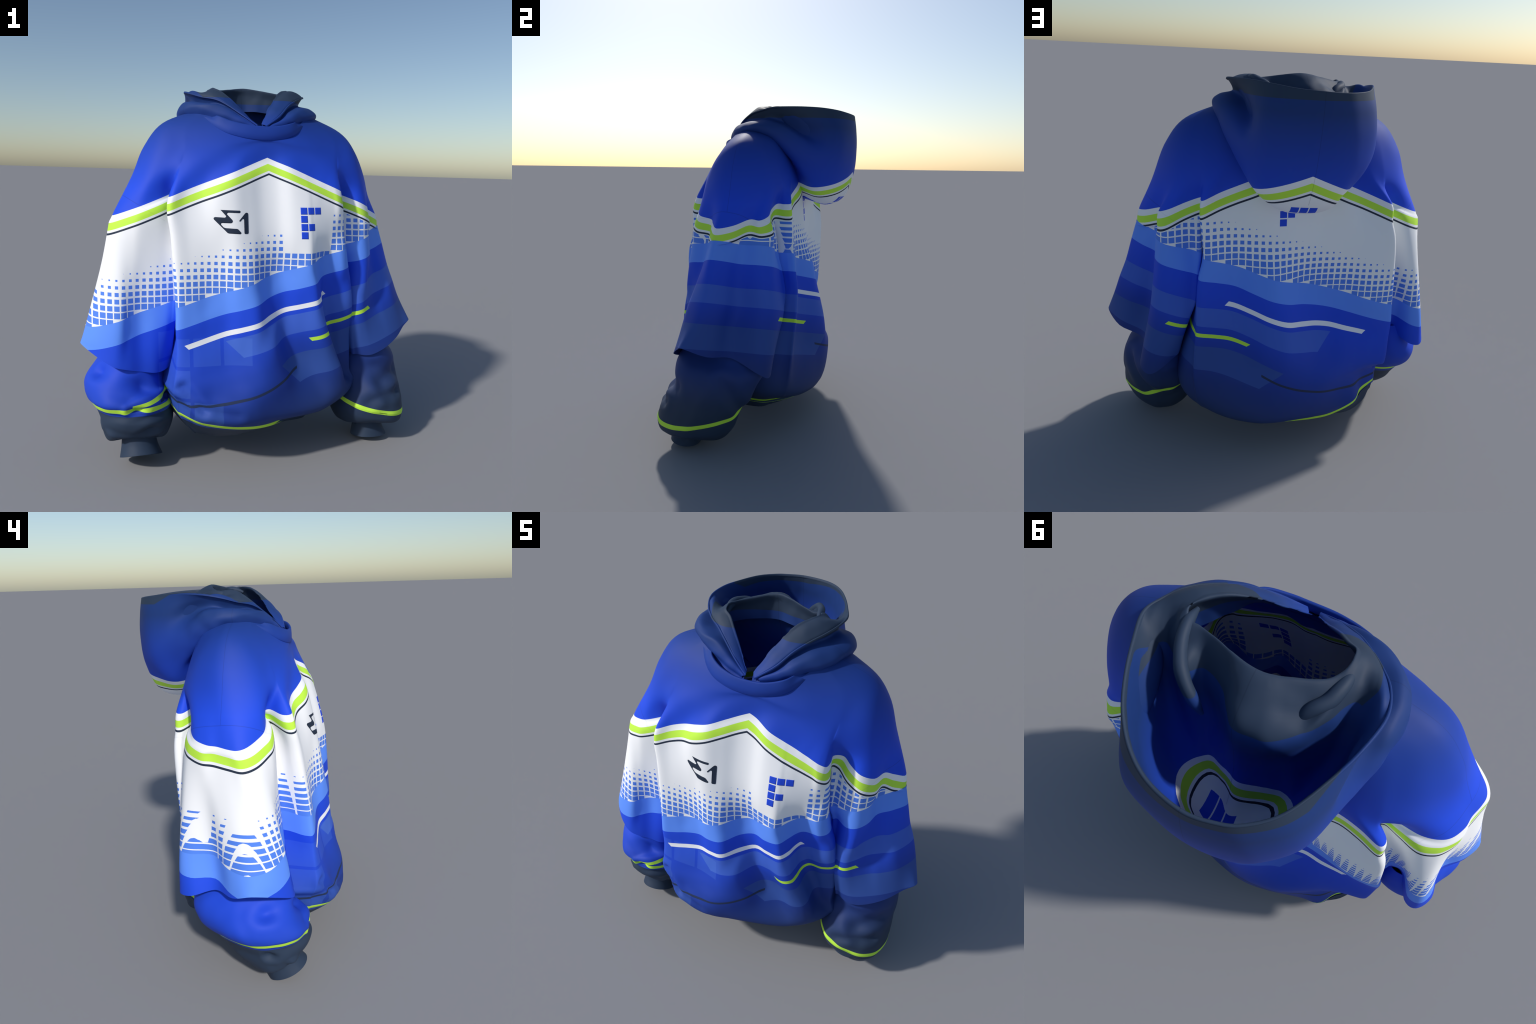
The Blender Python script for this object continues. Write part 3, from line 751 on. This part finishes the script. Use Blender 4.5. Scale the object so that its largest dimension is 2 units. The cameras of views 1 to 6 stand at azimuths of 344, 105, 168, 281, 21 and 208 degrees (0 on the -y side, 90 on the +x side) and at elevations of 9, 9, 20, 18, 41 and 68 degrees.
# ------------------------------------------------------------------ under sleeves and cuffs
FOLDS = {   # valleys pressed into the cloth: start, end, half width, depth (negative = ridge)
    "east": [((-.88, -.22, .50), (-.60, -.38, .435), .030, .018), ((-.93, -.05, .42), (-.80, -.40, .40), .05, -.010), ((-.62, -.40, .47), (-.50, -.28, .44), .03, -.018),
             ((-.69, -.42, .345), (-.49, -.28, .368), .017, .030), ((-.66, -.42, .40), (-.50, -.30, .41), .025, -.012), ((-.84, -.25, .25), (-.60, -.42, .235), .020, .014), ((-.80, -.35, .20), (-.52, -.38, .215), .018, -.010)],
    "west": [((.66, -.40, .35), (.80, -.28, .39), .034, .013), ((.58, -.43, .275), (.78, -.36, .295), .026, .016), ((.60, -.38, .40), (.66, -.40, .28), .035, -.012), ((.84, .02, .45), (.74, .08, .28), .035, .018), ((.55, .05, .45), (.60, .06, .27), .035, -.012)],
}
UNDER_W = [((-.22, .66), (.17, .64), .56, .69), ((-.29, .58), (.19, .55), .54, .76), ((-.325, .50), (.185, .48), .515, .835), ((-.325, .42), (.14, .40), .49, .862, -.01), ((-.385, .325), (.10, .305), .470, .868, -.02),
           ((-.435, .222), (.062, .268), .462, .870, -.045), ((-.438, .198), (.052, .245), .460, .868, -.048), ((-.430, .158), (.015, .145), .472, .850, -.035), ((-.385, .130), (-.065, .060), .515, .800, -.01), ((-.335, .130), (-.15, .085), .570, .745)]
UNDER_E = [((-.25, .62), (.12, .62), -.77, -.57), ((-.30, .57), (.15, .55), -.82, -.535), ((-.335, .50), (.165, .46), -.885, -.515), ((-.365, .425), (.14, .39), -.918, -.50), ((-.41, .375), (.105, .340), -.915, -.487),
           ((-.415, .355), (.080, .325), -.900, -.482), ((-.413, .332), (.068, .304), -.890, -.482), ((-.408, .312), (.052, .280), -.872, -.484), ((-.425, .275), (.010, .225), -.852, -.480), ((-.405, .225), (-.04, .165), -.842, -.495), ((-.375, .185), (-.14, .090), -.81, -.53), ((-.345, .185), (-.19, .115), -.760, -.575)]
CUFF_W = [((-.325, .16), (-.185, .15), .592, .728), ((-.345, .09), (-.195, .075), .586, .738), ((-.362, .032), (-.205, .006), .570, .766)]
CUFF_E = [((-.340, .225), (-.19, .165), -.738, -.585), ((-.365, .145), (-.20, .075), -.742, -.573), ((-.402, .098), (-.212, .002), -.752, -.548)]
for name_side, rows_u, lime_row, blue_row, cuff_rows, seed in (("west", UNDER_W, 5, None, CUFF_W, 11.0), ("east", UNDER_E, 5, 6, CUFF_E, 17.0)):
    G = np.array([spline_axis0(oval(*r, taper=.30), 4, True) for r in rows_u])
    G = spline_axis0(G, 12)
    low_z = min(r[0][1] for r in rows_u)
    G = press_folds(G, FOLDS[name_side])
    G = wrinkle(G, .012, 5.0, seed)
    G = wrinkle(G, .003, 15.0, seed + 3)
    def tagu(r, c, L=lime_row, B=blue_row):
        k = r // 12
        if k == L:
            return "cuff_stripe"
        if B is not None and k > B:
            return "under_sleeve_end"
        return "under_sleeve"
    S = Shell(); S.grid(G, tagu, closed=True)
    end_mat = NAVYMAT
    o = shell_to_objects(S, dict(under_sleeve=CLOTHMAT, cuff_stripe=LIMEMAT, under_sleeve_end=end_mat), thick=.004)
    us = o["under_sleeve"]
    us.parent = parts["sleeve#" + name_side]
    for k in ("cuff_stripe", "under_sleeve_end"):
        if k in o:
            o[k].parent = us
    C = spline_axis0(np.array([spline_axis0(oval(*r, n=40, p=2.1), 3, True) for r in cuff_rows]), 8)
    cs = Shell(); cs.grid(C, "cuff", closed=True)
    shell_to_objects(cs, dict(cuff=RIBMAT), thick=.007)["cuff"].parent = us
